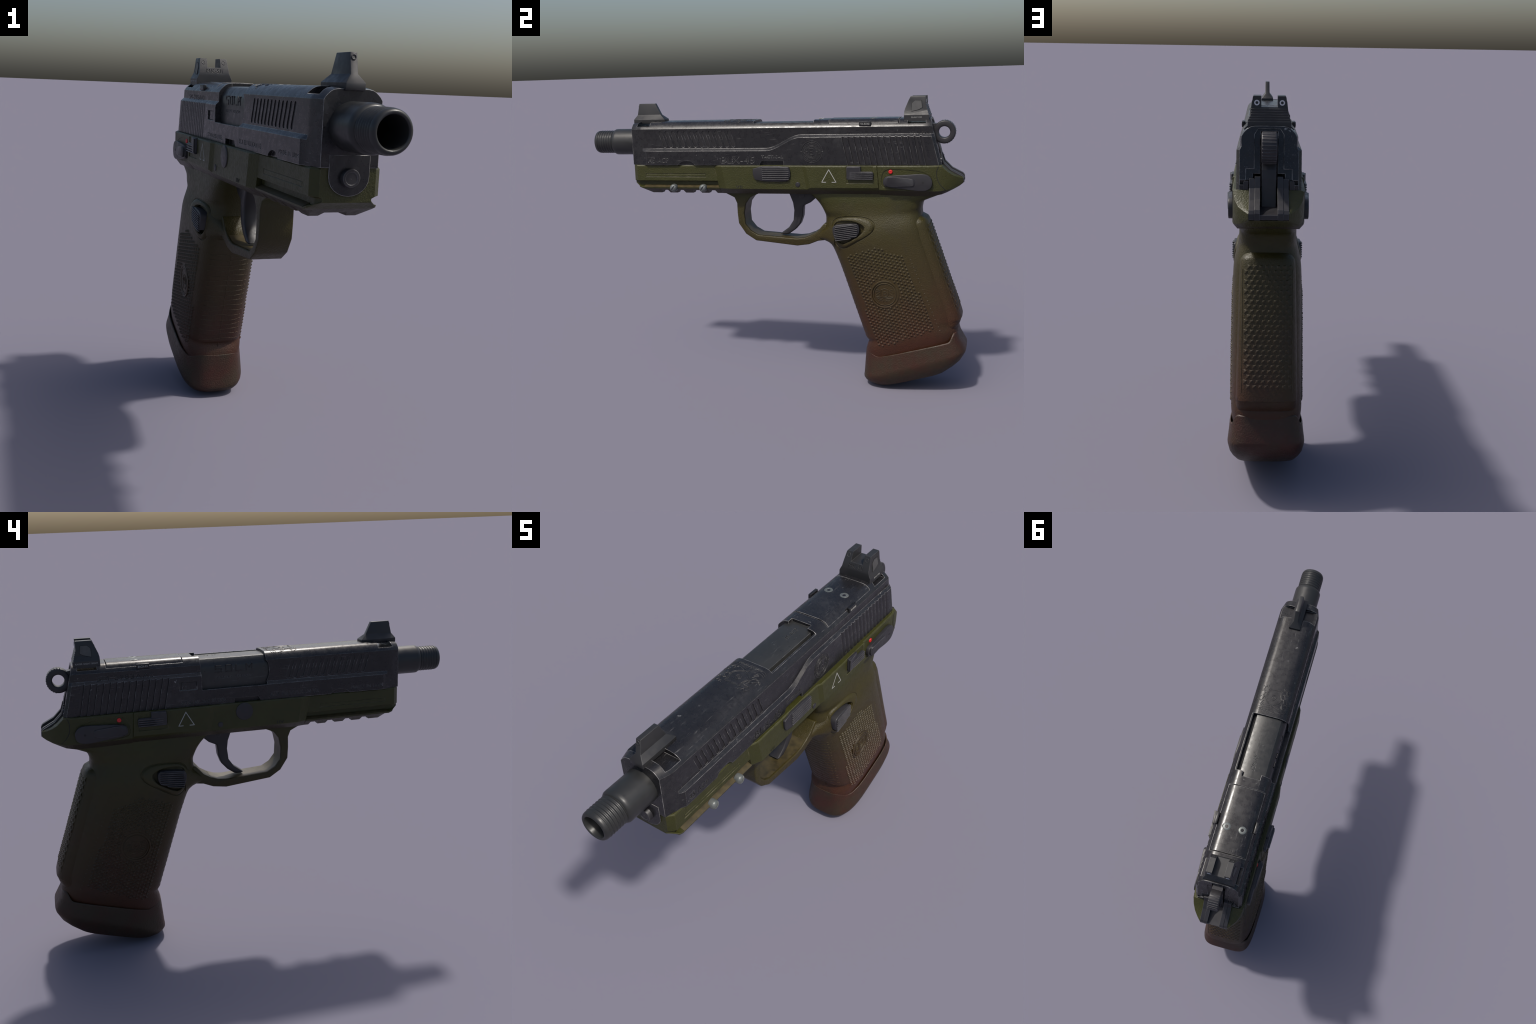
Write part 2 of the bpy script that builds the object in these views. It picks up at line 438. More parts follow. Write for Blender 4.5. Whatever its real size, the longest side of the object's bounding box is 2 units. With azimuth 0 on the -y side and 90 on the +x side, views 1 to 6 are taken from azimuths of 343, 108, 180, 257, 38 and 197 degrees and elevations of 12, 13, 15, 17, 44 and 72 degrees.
for s in (1, -1):
    for i in range(15):                         # curled leaves beside the shield
        y0 = -.247 + i * .0078; x0 = .040 + .010 * math.sin(i * .8) + (.004 if i > 8 else 0) + .010 * (i % 2)
        L = .010 + .012 * rng.random() + (.012 if i in (9, 10) else 0)
        parts.append(top_tube([(s * (x0 + L * t), y0 + .009 * math.sin(4.5 * t + i * 1.9) + .010 * t) for t in [k / 5 for k in range(6)]], .0019))
    for i in range(3):                          # scroll below
        parts.append(top_tube([(s * (.006 + .072 * t), -.141 + i * .010 + .014 * math.sin(2.6 * t) + .012 * t * t * s * .3) for t in [k / 10 for k in range(11)]], .0017))
for i in range(12):
    x0 = -.052 + i * .0095
    parts.append(top_tube([(x0 + .004 * math.sin(k * 1.7 + i), -.112 + .012 * k / 4) for k in range(5)], .0016))
mk('crest', *merge(*parts), M_ENGRAVE, slide)

# extractor bar sitting in its window
mk('extractor', *box(-.1135, -.10, .2565, .322, 1.2435, 1.2765), M_SLIDE, slide)

# cover plate on top with two socket screws, and two side tabs
pl = [(x, z) for x, z in [(-.0925, 1.355), (-.0925, 1.3655), (-.0875, 1.3725), (-.079, 1.3800), (-.068, 1.3855), (-.054, 1.3884), (-.025, 1.3892)]]
pl = pl + [(-x, z) for x, z in reversed(pl)]
cover = mk('cover_plate', *prism_y(pl, .312, .651), M_SLIDE, slide, angle=28)
hx = [(math.cos(math.pi * k / 3), math.sin(math.pi * k / 3)) for k in range(6)]
def ring_stack(zs, xc, yc, n=28):
    return loft([[(xc + r * math.cos(2 * math.pi * k / n), yc + r * math.sin(2 * math.pi * k / n), z) for k in range(n)] for z, r in zs])
screw_me = None
for xs in (.039, -.039):
    zt = 1.3872
    sc = mk('socket_screw', *ring_stack([(zt - .010, .020), (zt + .0012, .020), (zt + .0022, .0185), (zt + .0022, .0085), (zt - .0005, .0075), (zt - .0005, .0001)], xs, .524), M_SCREW, cover, angle=50)
    mk('screw_seat', *ring_stack([(zt - .012, .0235), (zt + .0004, .0235), (zt + .0004, .0195), (zt - .003, .0195)], xs, .524), M_BLACK, sc)
    mk('socket', *loft([[(xs + .005 * a, .524 + .005 * b, zt - .004) for a, b in hx], [(xs + .005 * a, .524 + .005 * b, zt + .0003) for a, b in hx]]), M_BLACK, sc)
for s in (1, -1):
    tab = mk('side_tab', *loft([[(s * x, y, z) for y, z in [(.463, 1.354), (.521, 1.354), (.521, 1.3765), (.463, 1.3765)]] for x in (.092, .1055)]), M_ENGRAVE, slide)
    bevel(tab, .002, 2)
    V, F = side_text('VX-ROAB' if s > 0 else 'BACH-XV', s, .492 - s * .022, 1.360, .044, .0095, .106, .001)
    mk('lettering', V, F, M_MARK, tab, smooth=False)

# ------------------------------------------------------------------ chamber hood and barrel
hood = [(-.094, 1.215), (-.094, 1.332), (-.091, 1.342), (-.079, 1.362), (-.069, 1.3705), (-.05, 1.3740), (0, 1.3755), (.045, 1.3742), (.058, 1.3705), (.0635, 1.350), (.0775, 1.348), (.0775, 1.30), (.0635, 1.215)]
hood_ob = mk('chamber_hood', *prism_y(hood, -.115, .2565), M_HOOD, angle=28)
V, F = text_geo('.45 ACP', .092, .020, .0035)
c = mk('cut', [(.010 - v, .127 + u, 1.3748 + w) for u, v, w in V], F, M_LETTER_SHADE, smooth=False); cut(hood_ob, c, 28)
parts = [side_text('SILENT VENOM', -1, .159, 1.279, .177, .0115, .094)]
# squared brand letters S O L M, drawn with straight strokes
def strokes(pl, y0, z0, w, h, t, side, x):
    out = []
    for seg in pl:
        for (a, b), (c2, d) in zip(seg, seg[1:]):
            p = Vector((y0 + side * a * w, z0 + b * h)); q = Vector((y0 + side * c2 * w, z0 + d * h)); dd = (q - p).normalized(); nn = Vector((-dd.y, dd.x)) * t; e = dd * t
            out.append(prism_x([tuple(p - e + nn), tuple(q + e + nn), tuple(q + e - nn), tuple(p - e - nn)], side * (x - .0012), side * (x + .0015)))
    return out
letters = [[[(1, 1), (0, 1), (0, .5), (1, .5), (1, 0), (0, 0)]], [[(0, 0), (1, 0), (1, 1), (0, 1), (0, 0)]], [[(0, 1), (0, 0), (1, 0)]], [[(0, 0), (0, 1), (.5, .45), (1, 1), (1, 0)]]]
parts2 = []
for i, l in enumerate(letters):
    parts2 += strokes(l, .159 - i * .049, 1.309, .027, .029, .0021, -1, .094)
c = mk('cut', *merge(*parts), M_LETTER_SHADE, smooth=False); cut(hood_ob, c, 28)
mk('lettering', *merge(*parts2), M_GROOVE, hood_ob, smooth=False)

ZC = 1.2785
prof = [(-.40, .044), (-.40, .069), (-.872, .069), (-.8835, .0685), (-.889, .0650), (-.893, .0615)]
for i in range(42):                             # six rounded thread rings
    y = -.8945 - i * .0841 / 41
    prof.append((y, .0590 - .0022 * math.cos(2 * math.pi * 6 * i / 41)))
prof += [(-.982, .0600), (-.990, .0590), (-.9965, .0555), (-.9995, .0505), (-.9985, .0465), (-.994, .0440)]
barrel = mk('barrel', *lathe_y(prof, ZC, 48), M_BARREL, angle=50)
mk('bore', *lathe_y([(-.52, .001), (-.52, .046), (-.53, .046), (-.53, .001)], ZC, 24), M_BLACK, barrel)

# ------------------------------------------------------------------ sights
def rect_ring(x, y0, y1, z): return [(-x, y0, z), (x, y0, z), (x, y1, z), (-x, y1, z)]
fs = mk('front_sight', *loft([rect_ring(.030, -.7655, -.588, 1.376), rect_ring(.030, -.7655, -.588, 1.397), rect_ring(.0115, -.7505, -.616, 1.4205), rect_ring(.0105, -.7375, -.645, 1.4795)]), M_SIGHT, smooth=False)
bevel(fs, .0018, 2)
def ring_yz(x, y, z, r0, r1, tilt, ny, h=.0012, n=24):
    """thin ring facing +-Y (ny), leaning by tilt"""
    v, f = [], []
    for k in range(n):
        a = 2 * math.pi * k / n
        for r, o in ((r0, 0), (r0, h), (r1, h), (r1, 0)):
            dz = r * math.sin(a)
            v.append((x + r * math.cos(a), y + ny * (o - dz * tilt), z + dz))
    for k in range(n):
        k2 = (k + 1) % n
        for j in range(4): f.append((k * 4 + j, k * 4 + (j + 1) % 4, k2 * 4 + (j + 1) % 4, k2 * 4 + j))
    return v, f
mk('sight_dot', *ring_yz(0, -.6495, 1.4655, .0042, .0078, .49, 1), M_WHITE, fs)
mk('sight_socket', *ring_yz(0, -.7410, 1.4665, .0055, .0078, .22, -1), M_SIGHT, fs)

rs_prof = [(.797, 1.372), (.797, 1.398)]
for i in range(6):                              # anti-glare steps
    z = 1.398 + i * .0088; y = .7965 - i * .0028
    rs_prof += [(y, z + .0030), (y - .0032, z + .0052), (y - .0032, z + .0088)]
rs_prof += [(.7785, 1.453), (.7775, 1.4905), (.7065, 1.4905), (.698, 1.474), (.6885, 1.452), (.6805, 1.432), (.677, 1.417), (.677, 1.372)]
rings = []
n = len(rs_prof)
def rs_w(z): return interp([(1.37, .0785), (1.402, .0785), (1.425, .0675), (1.485, .0605), (1.4905, .0575)], z)
rs = mk('rear_sight', *prism_x(rs_prof, -.09, .09), M_SIGHT, smooth=False)
wz = [1.36, 1.402, 1.425, 1.485, 1.492]
c = mk('cut', *prism_y([(rs_w(z), z) for z in wz] + [(-rs_w(z), z) for z in reversed(wz)], .60, .90), None); cut(rs, c, 25, 'INTERSECT')
c = mk('cut', *box(-.0295, .0295, .60, .9, 1.4515, 1.6), None); cut(rs, c, 25)
V, F = text_geo('MK-SII', .072, .017, .004)
c = mk('cut', [(-.036 + u, .6822 - w + (v - .008) * .40, 1.428 + v) for u, v, w in V], F, M_LETTER_SHADE, smooth=False)
cut(rs, c, 25)
for s in (1, -1):
    mk('sight_dot', *ring_yz(s * .0455, .7792, 1.467, .0052, .0098, .03, 1), M_WHITE, rs)
    mk('sight_socket', *ring_yz(s * .0455, .6985, 1.474, .0062, .0085, .5, -1), M_SIGHT, rs)
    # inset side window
    win = [(.711, 1.457), (.727, 1.471), (.757, 1.470), (.7625, 1.437), (.745, 1.427), (.711, 1.419)]
    V = [(s * (rs_w(z) + d), y, z) for d in (-.004, .0012) for y, z in win]
    mk('side_window', V, [(0, 1, 2, 3, 4, 5), (11, 10, 9, 8, 7, 6)] + [(i, (i + 1) % 6, 6 + (i + 1) % 6, 6 + i) for i in range(6)], M_PALE, rs, smooth=False)
    wt = chaikin([(y + .001, z) for y, z in win], 0)
    mk('window_groove', *tube([(s * (rs_w(z) + .0002), y, z) for y, z in wt], .0016, 5, True), M_BLACK, rs)
    t, wd = ('SLALV CO', .05) if s > 0 else ('KAISER NIGHT SIGHT', .10)
    V, F = text_geo(t, wd, .007, .001)
    mk('lettering', [(s * (.0786 + w), .737 - s * wd / 2 + s * u, 1.388 + v) for u, v, w in V], F, M_MARK, rs, smooth=False)

# ------------------------------------------------------------------ frame
ZT = 1.1635
def fsec(y, xs, low, zt=ZT, shear=.2, xt=None, zc=None):
    """half polyline top centre -> bottom centre; low = (x,z) points of the lower side"""
    xt = xs - .004 if xt is None else xt
    h = [(0, zt), (xt, zt), (xs, zt - .005)] + low + [(0, low[-1][1] if zc is None else zc)]
    ring = [(x, y + shear * (ZT - z), z) for x, z in h] + [(-x, y + shear * (ZT - z), z) for x, z in reversed(h[1:-1])]
    return ring
def rail_low(xs, xg, xr, zb, xb, zr=1.047):
    return [(xs, 1.082), (xg, 1.0765), (xg, 1.056), (xr, zr), (xr - .002, zr - .007), (xb, zb)]
def full_low(xs, xb, zb, zs=1.045, k=0):
    return [(xs, 1.082), (xs, 1.0765), (xs, 1.064), (xs, zs), (xs - .004, zs - .005), (xb, zb)]
st = [fsec(-.7525, .086, [(.086, 1.082), (.076, 1.0765), (.076, 1.0705), (.077, 1.0680), (.076, 1.0665), (.074, 1.0655)], shear=0),
      fsec(-.728, .1085, [(.1085, 1.082), (.088, 1.0765), (.088, 1.0600), (.098, 1.0565), (.097, 1.0545), (.075, 1.0535)], shear=0),
      fsec(-.718, .1085, rail_low(.1085, .088, .110, 1.0465, .085, 1.0535), shear=0),
      fsec(-.700, .1085, rail_low(.1085, .088, .1115, 1.037, .080), shear=0),
      fsec(-.656, .1085, rail_low(.1085, .088, .1115, 1.0135, .076), shear=0),
      fsec(-.2935, .1085, rail_low(.1085, .088, .1115, 1.0135, .076)),
      fsec(-.2930, .1095, full_low(.1095, .078, 1.0135)),
      fsec(-.2480, .1300, full_low(.1300, .095, 1.0150)),
      fsec(.178, .1310, full_low(.1310, .100, 1.0170)),
      fsec(.200, .1415, full_low(.1415, .105, 1.0170, 1.054)),
      fsec(.5520, .1415, full_low(.1415, .108, 1.0195, 1.056), shear=.09),
      fsec(.5560, .1340, full_low(.1340, .110, 1.018, 1.046), shear=.09),
      fsec(.700, .1335, full_low(.1335, .110, 1.014, 1.044), shear=.03),
      fsec(.820, .1320, full_low(.1320, .112, 1.014, 1.040), shear=0),
      fsec(.864, .1275, full_low(.1275, .112, 1.024, 1.042), zt=1.1655, shear=0, xt=.116),
      fsec(.892, .1210, [(.121, 1.100), (.121, 1.085), (.120, 1.065), (.118, 1.048), (.112, 1.040), (.095, 1.034)], zt=1.1385, shear=0, xt=.104),
      fsec(.920, .1080, [(.108, 1.090), (.107, 1.080), (.106, 1.066), (.103, 1.054), (.098, 1.050), (.080, 1.047)], zt=1.1195, shear=0, xt=.092),
      fsec(.946, .0880, [(.088, 1.088), (.087, 1.080), (.086, 1.072), (.084, 1.066), (.080, 1.063), (.066, 1.061)], zt=1.109, shear=0, xt=.076),
      fsec(.9625, .0725, [(.0725, 1.088), (.0725, 1.084), (.0725, 1.080), (.0720, 1.077), (.070, 1.075), (.062, 1.074)], zt=1.103, shear=0, xt=.070)]
frame = mk('frame', *loft(st), M_FRAME, angle=24)
# accessory-rail cross slots and centre channel
parts = []
for y0, y1 in ((-.5995, -.563), (-.5105, -.475), (-.4215, -.384), (-.333, -.297)):
    parts.append(prism_x([(y0, 1.0305), (y1, 1.0305), (y1 + .010, 1.0), (y0 - .010, 1.0)], -.2, .2))
c = mk('cut', *merge(*parts), None); cut(frame, c, 24)
c = mk('cut', *prism_y([(-.036, 1.027), (.036, 1.027), (.054, 1.0), (-.054, 1.0)], -.80, -.30), None); cut(frame, c, 24)
for sg in (1, -1):                              # packed dirt on the rail lips
    mk('rail_grime', *prism_y([(sg * .0882, 1.0555), (sg * .1110, 1.0462), (sg * .1121, 1.0475), (sg * .0882, 1.0585)], -.694, -.272), M_DIRT, frame, smooth=False)
# hammer channel
c = mk('cut', *prism_y([(-.0705, 1.075), (.0705, 1.075), (.0705, 1.3), (-.0705, 1.3)], .82, 1.0), None); cut(frame, c, 24)
# recessed beds: side groove panels on the dust cover, take-down bed, safety bed
parts = []
for s in (1, -1):
    parts.append(box(s * .1068, s * .13, -.680, -.340, 1.101, 1.1195))
    parts.append(box(s * .1385, s * .16, .403, .537, 1.077, 1.18))
c = mk('cut', *merge(*parts), None); cut(frame, c, 24)
parts = []
for s in (1, -1):                               # inner lip of the groove panel
    parts.append(prism_x([(-.676, 1.1045), (-.344, 1.1045), (-.344, 1.116), (-.676, 1.116)], s * .10, s * .1082))
mk('dust_cover_panel', *merge(*parts), M_FRAME, frame, smooth=False)
# safety bed: sunken teardrop
parts = []
bed = chaikin([(.572, 1.066), (.578, 1.128), (.604, 1.150), (.70, 1.146), (.772, 1.135), (.822, 1.112), (.834, 1.078), (.815, 1.044), (.765, 1.034), (.60, 1.052)], 2)
for s in (1, -1): parts.append(prism_x(bed, s * .1312, s * .16))
c = mk('cut', *merge(*parts), None); cut(frame, c, 24)
fb = bvh_of(frame)
# numerals
for s, t, y in ((1, 'VII', -.172), (-1, 'IIV', -.119)):
    V, F = side_text(t, s, y, 1.0475, .034, .014, .1303, .0012)
    mk('lettering', [(on_side(fb, s, v[1], v[2]) + s * (abs(v[0]) - .1303 + .0003), v[1], v[2]) for v in V], F, M_BLACK, frame, smooth=False)
# curved seam on the tail
for s in (1, -1):
    seam = chaikin([(.848, 1.160), (.838, 1.135), (.843, 1.095), (.862, 1.066), (.884, 1.046)], 2, False)
    mk('tail_seam', *tube([(on_side(fb, s, y, z), y, z) for y, z in seam], .0016, 5), M_BLACK, frame)
# painted open-based triangle on each side
for s in (1, -1):
    y0, x = .317, .1415
    pts = [((-.038 + .022), 1.0830), (-.036, 1.0830), (0, 1.1455), (.036, 1.0830), ((.038 - .022), 1.0830)]
    out = []
    for (a, z1), (b, z2) in zip(pts, pts[1:]):
        p = Vector((y0 + a, z1)); q = Vector((y0 + b, z2)); d = (q - p).normalized() * .0017; nn = Vector((-d.y, d.x))
        out.append(prism_x([tuple(p - d + nn), tuple(q + d + nn), tuple(q + d - nn), tuple(p - d - nn)], s * .1405, s * .1422))
    mk('triangle_mark', *merge(*out), M_MARK, frame, smooth=False)

# metal front plate and guide-rod end
fp = [(.0625, 1.20), (-.0625, 1.20), (-.0625, 1.140)] + [(-.0625 * math.cos(a), 1.138 - .054 * math.sin(a)) for a in [math.pi * k / 12 for k in range(1, 12)]] + [(.0625, 1.140)]
plate = mk('front_plate', *prism_y(fp, -.7570, -.70), M_SLIDE, angle=30)
mk('guide_rod', *lathe_y([(-.72, .001), (-.72, .0275), (-.772, .0275), (-.775, .0255), (-.775, .0185), (-.7735, .0178), (-.7735, .001)], 1.1365, 32), M_CTRL, plate, angle=40)

# rail screws on the right side
for yq in (-.5225, -.3585):
    rr = [(.100, .0205), (.118, .0205), (.124, .0185), (.1285, .0135), (.131, .0065), (.1315, .0005)]
    sc = mk('rail_screw', *loft([[(x, yq + q * math.cos(2 * math.pi * k / 24), 1.0435 + q * math.sin(2 * math.pi * k / 24)) for k in range(24)] for x, q in rr]), M_SCREW, frame, angle=60)
    d = Vector((.62, .78)); nn = Vector((-d.y, d.x)) * .0042; p = Vector((yq, 1.0435))
    c = mk('cut', *prism_x([tuple(p + d * .03 + nn), tuple(p - d * .03 + nn), tuple(p - d * .03 - nn), tuple(p + d * .03 - nn)], .1255, .15), None); cut(sc, c, 45)

# ------------------------------------------------------------------ controls
def plate_x(name, poly, s, x0, x1, mat, parent, bev=.003, it=2):
    ob = mk(name, *prism_x(chaikin(poly, it) if it else poly, s * x0, s * x1), mat, parent)
    return bevel(ob, bev, 3, 40)
def ridges(s, x, y0, y1, zs, h, w, slope=0.0):
    return merge(*[loft([[(s * (x - .002), y, z + slope * (y - y0) - w), (s * (x + h), y, z + slope * (y - y0) - w * .35), (s * (x + h), y, z + slope * (y - y0) + w * .35), (s * (x - .002), y, z + slope * (y - y0) + w)] for y in (y0, y1)]) for z in zs])

# slide stop (right)
ss = plate_x('slide_stop', [(-.077, 1.161), (-.077, 1.112), (-.060, 1.086), (.095, 1.082), (.119, 1.100), (.119, 1.148), (.104, 1.161)], 1, .12, .140, M_CTRL, frame, .003, 1)
mk('grip_ridges', *ridges(1, .1395, -.026, .112, [1.0955 + i * .0095 for i in range(7)], .0045, .0042), M_CTRL, ss)
# round pivot head (left)
plate_x('pivot_head', [(.0385 + .041 * math.cos(2 * math.pi * k / 40), 1.1215 + .041 * math.sin(2 * math.pi * k / 40)) for k in range(40)], -1, .12, .1345, M_CTRL, frame, .002, 0)
for s in (1, -1):
    plate_x('cross_pin', [(.1555 + .0125 * math.cos(2 * math.pi * k / 20), 1.069 + .0125 * math.sin(2 * math.pi * k / 20)) for k in range(20)], s, .12, .1335, M_CTRL, frame, .002, 0)
    # take-down lever: L-shaped pad
    td = [(.4075, 1.162), (.4765, 1.162), (.4765, 1.1365), (.532, 1.1365), (.539, 1.130), (.539, 1.106), (.530, 1.0955), (.420, 1.0955), (.4075, 1.106)]
    t = plate_x('takedown_lever', td, s, .13, .1485, M_CTRL, frame, .0028, 0)
    mk('grip_ridges', *ridges(s, .1480, .4095, .537, [1.1005 + i * .0098 for i in range(4)], .0062, .0040), M_CTRL, t)
    # forward flare of the pad stands further out
    fl = loft([[(s * .14, .4085, 1.100), (s * .156, .4085, 1.103), (s * .156, .4085, 1.158), (s * .14, .4085, 1.161)], [(s * .14, .472, 1.100), (s * .1482, .472, 1.103), (s * .1482, .472, 1.158), (s * .14, .472, 1.161)]])
    mk('lever_flare', *fl, M_CTRL, t, smooth=False)
    # safety: plate plus raised thumb paddle
    sp = [(.5845, 1.088), (.590, 1.107), (.612, 1.1165), (.70, 1.1215), (.785, 1.1265), (.812, 1.112), (.824, 1.084), (.812, 1.052), (.775, 1.041), (.70, 1.0500), (.605, 1.0605), (.588, 1.070)]
    p = plate_x('safety_lever', sp, s, .125, .1475, M_CTRL, frame, .0022, 2)
    padl = [(.592, 1.092), (.600, 1.111), (.616, 1.1145), (.726, 1.104), (.739, 1.099), (.739, 1.070), (.728, 1.0655), (.612, 1.0625), (.596, 1.072)]
    rr = chaikin(padl, 2)
    def pr(sc, xf): return [(s * xf(y), .665 + (y - .665) * sc, 1.088 + (z - 1.088) * sc) for y, z in rr]
    mk('thumb_paddle', *loft([pr(1, lambda y: .14), pr(1, lambda y: .1555 - .020 * max(0, (y - .59)) / .15 * .35), pr(.93, lambda y: .1590 - .020 * max(0, (y - .59)) / .15 * .35)]), M_CTRL, p, angle=45)
    mk('pivot_dimple', *disc_x(.777, 1.0835, .0055, s * .14, s * .1478, 14), M_BLACK, p)
    mk('fire_dot', *loft([[(s * x, .6205 + r * math.cos(2 * math.pi * k / 20), 1.1345 + r * math.sin(2 * math.pi * k / 20)) for k in range(20)] for x, r in ((.125, .0100), (.1345, .0100), (.1358, .0080), (.1350, .0040), (.1345, .0003))]), M_RED, frame, angle=60)

# ------------------------------------------------------------------ hammer group
Hc = (.866, 1.3155)
no = 44; outer, inner = [], []
for k in range(no):
    a = 2 * math.pi * k / no
    r = .0538
    outer.append((Hc[0] + r * math.cos(a), Hc[1] + r * math.sin(a) * 1.04)); inner.append((Hc[0] + .0275 * math.cos(a), Hc[1] + .0275 * math.sin(a)))
V, F = [], []
for x in (-.028, .028):
    V += [(x, y, z) for y, z in outer] + [(x, y, z) for y, z in inner]
for k in range(no):
    k2 = (k + 1) % no
    F += [(k, k2, no + k2, no + k), (2 * no + k2, 2 * no + k, 3 * no + k, 3 * no + k2), (k, 2 * no + k, 2 * no + k2, k2), (no + k2, 3 * no + k2, 3 * no + k, no + k)]
hammer = mk('hammer', V, F, M_CTRL, angle=20)
spur = []
bevel(hammer, .006, 3, 60, 40)
for k in range(15):                             # cross ridges on the thumb side
    a = math.radians(102 - k * 12.5); d = Vector((math.cos(a), math.sin(a) * 1.04)); t = Vector((-math.sin(a), math.cos(a)))
    p = Vector(Hc) + d * .0530
    spur.append(prism_x([tuple(p - t * .0034), tuple(p - t * .0012 + d * .0022), tuple(p + t * .0012 + d * .0022), tuple(p + t * .0034)], -.0245, .0245))
mk('spur_ridges', *merge(*spur), M_CTRL, hammer, smooth=False)
mk('hammer_shank', *prism_x([(.780, 1.362), (.828, 1.356), (.829, 1.300), (.838, 1.266), (.850, 1.235), (.856, 1.205), (.862, 1.16), (.874, 1.09), (.80, 1.09)], -.0255, .0255), M_CTRL, hammer, smooth=False)
parts = []
for s in (1, -1):
    parts.append(prism_x([(.79, 1.212), (.8565, 1.212), (.870, 1.174), (.9045, 1.1395), (.957, 1.112), (.9655, 1.100), (.967, 1.077), (.79, 1.077)], s * .0312, s * .0505))
    parts.append(prism_x([(.79, 1.205), (.8570, 1.205), (.8690, 1.1725), (.9035, 1.1375), (.956, 1.1095), (.9645, 1.098), (.9665, 1.078), (.79, 1.078)], s * .0515, s * .0703))
chan = mk('hammer_channel', *merge(*parts), M_CTRL, smooth=False)
mk('channel_floor', *prism_x([(.79, 1.12), (.88, 1.105), (.964, 1.094), (.964, 1.078), (.79, 1.078)], -.0515, .0515), M_CTRL, chan, smooth=False)
for s in (1, -1):                               # rail lugs under the slide
    mk('rail_lug', *prism_y([(s * .074, 1.160), (s * .074, 1.197), (s * .088, 1.197), (s * .0915, 1.192), (s * .0915, 1.160)], .80, .861), M_CTRL, chan, smooth=False)
    mk('rail_foot', *prism_y([(s * .0905, 1.164), (s * .0905, 1.183), (s * .1065, 1.183), (s * .1065, 1.164)], .80, .8605), M_SLIDE, chan, smooth=False)

# ------------------------------------------------------------------ grip
def rib(yf, zf, yb, zb, hw, n=4.0, N=72, nb=None, raise_end=0.0):
    """closed section across X in the plane through the front and back points"""
    out = []
    a = Vector((yf, zf)); b = Vector((yb, zb)); mid = (a + b) / 2; d = (b - a) / 2; up = Vector((-d.y, d.x)).normalized()
    for k in range(N):
        t = 2 * math.pi * k / N; c, s = math.cos(t), math.sin(t)
        e = n if c < 0 or nb is None else nb
        u = math.copysign(abs(c) ** (2 / e), c); w = math.copysign(abs(s) ** (2 / e), s)
        p = mid + d * u + up * (raise_end * (smoothstep(.72, 1.0, -u) if u < 0 else smoothstep(.78, .955, u)))
        out.append((hw * w, p.x, p.y))
    return out

GR = [(0.165, 1.055, 0.9, 1.05, 0.108, 7), (0.19, 1.025, 0.86, 1.02, 0.109, 6.5), (0.228, 0.992, 0.8, 0.995, 0.1105, 6),
      (0.253, 0.962, 0.776, 0.982, 0.1115, 5.5), (0.271, 0.93, 0.765, 0.952, 0.1125, 5.2), (0.277, 0.9, 0.764, 0.925, 0.1155, 3.3),
      (0.278, 0.865, 0.767, 0.905, 0.1215, 3.3), (0.2743, 0.825, 0.7732, 0.882, 0.1285, 3.3), (0.2871, 0.785, 0.7794, 0.855, 0.1335, 3.3),
      (0.3058, 0.75, 0.7872, 0.82, 0.1355, 3.3), (0.322, 0.722, 0.796, 0.79, 0.136, 3.3), (0.358, 0.632, 0.83, 0.7, 0.1365, 3.3),
      (0.412, 0.475, 0.883, 0.56, 0.137, 3.3), (0.467, 0.315, 0.93, 0.44, 0.137, 3.3), (0.486, 0.262, 0.94, 0.4, 0.137, 3.3),
      (0.5, 0.245, 0.94, 0.375, 0.1372, 3.3), (0.491, 0.215, 0.954, 0.345, 0.1375, 3.3), (0.487, 0.18, 0.958, 0.315, 0.1345, 3.3),
      (0.499, 0.12, 0.953, 0.27, 0.127, 3.3)]
def dense(tab, per=4):
    out = []
    for i in range(len(tab) - 1):
        p0 = tab[max(0, i - 1)]; p1 = tab[i]; p2 = tab[i + 1]; p3 = tab[min(len(tab) - 1, i + 2)]
        for j in range(per):
            t = j / per
            out.append(tuple(.5 * (2 * b + (c - a) * t + (2 * a - 5 * b + 4 * c - d) * t * t + (3 * b - a - 3 * c + d) * t ** 3) for a, b, c, d in zip(p0, p1, p2, p3)))
    return out + [tab[-1]]
grip = mk('grip', *loft([rib(a, b, c, d, hw, n, 96, nb=max(n, 4.2)) for a, b, c, d, hw, n in dense(GR, 3)]), M_GRIP, angle=40)
gb0 = bvh_of(grip)
# magazine-catch wells
outer = chaikin([(.322, .846), (.330, .884), (.372, .901), (.470, .905), (.520, .892), (.546, .862), (.524, .826), (.430, .770), (.383, .743), (.350, .757), (.330, .795)], 2)
inner = chaikin([(.331, .842), (.338, .872), (.375, .885), (.430, .885), (.474, .871), (.494, .850), (.472, .816), (.420, .786), (.380, .766), (.354, .776), (.337, .800)], 2)
parts = []
for s in (1, -1): parts.append(prism_x(inner, s * .1085, s * .2))
c = mk('cut', *merge(*parts), None); cut(grip, c, 40)
oc = (sum(p[0] for p in outer) / len(outer), sum(p[1] for p in outer) / len(outer))
for s in (1, -1):
    gl = [(oc[0] + (y - oc[0]) * 1.018, oc[1] + (z - oc[1]) * 1.03) for y, z in outer]
    c = mk('cut', *tube([(on_side(gb0, s, y, z, .11), y, z) for y, z in gl], .0032, 8, True), None); cut(grip, c, 40)
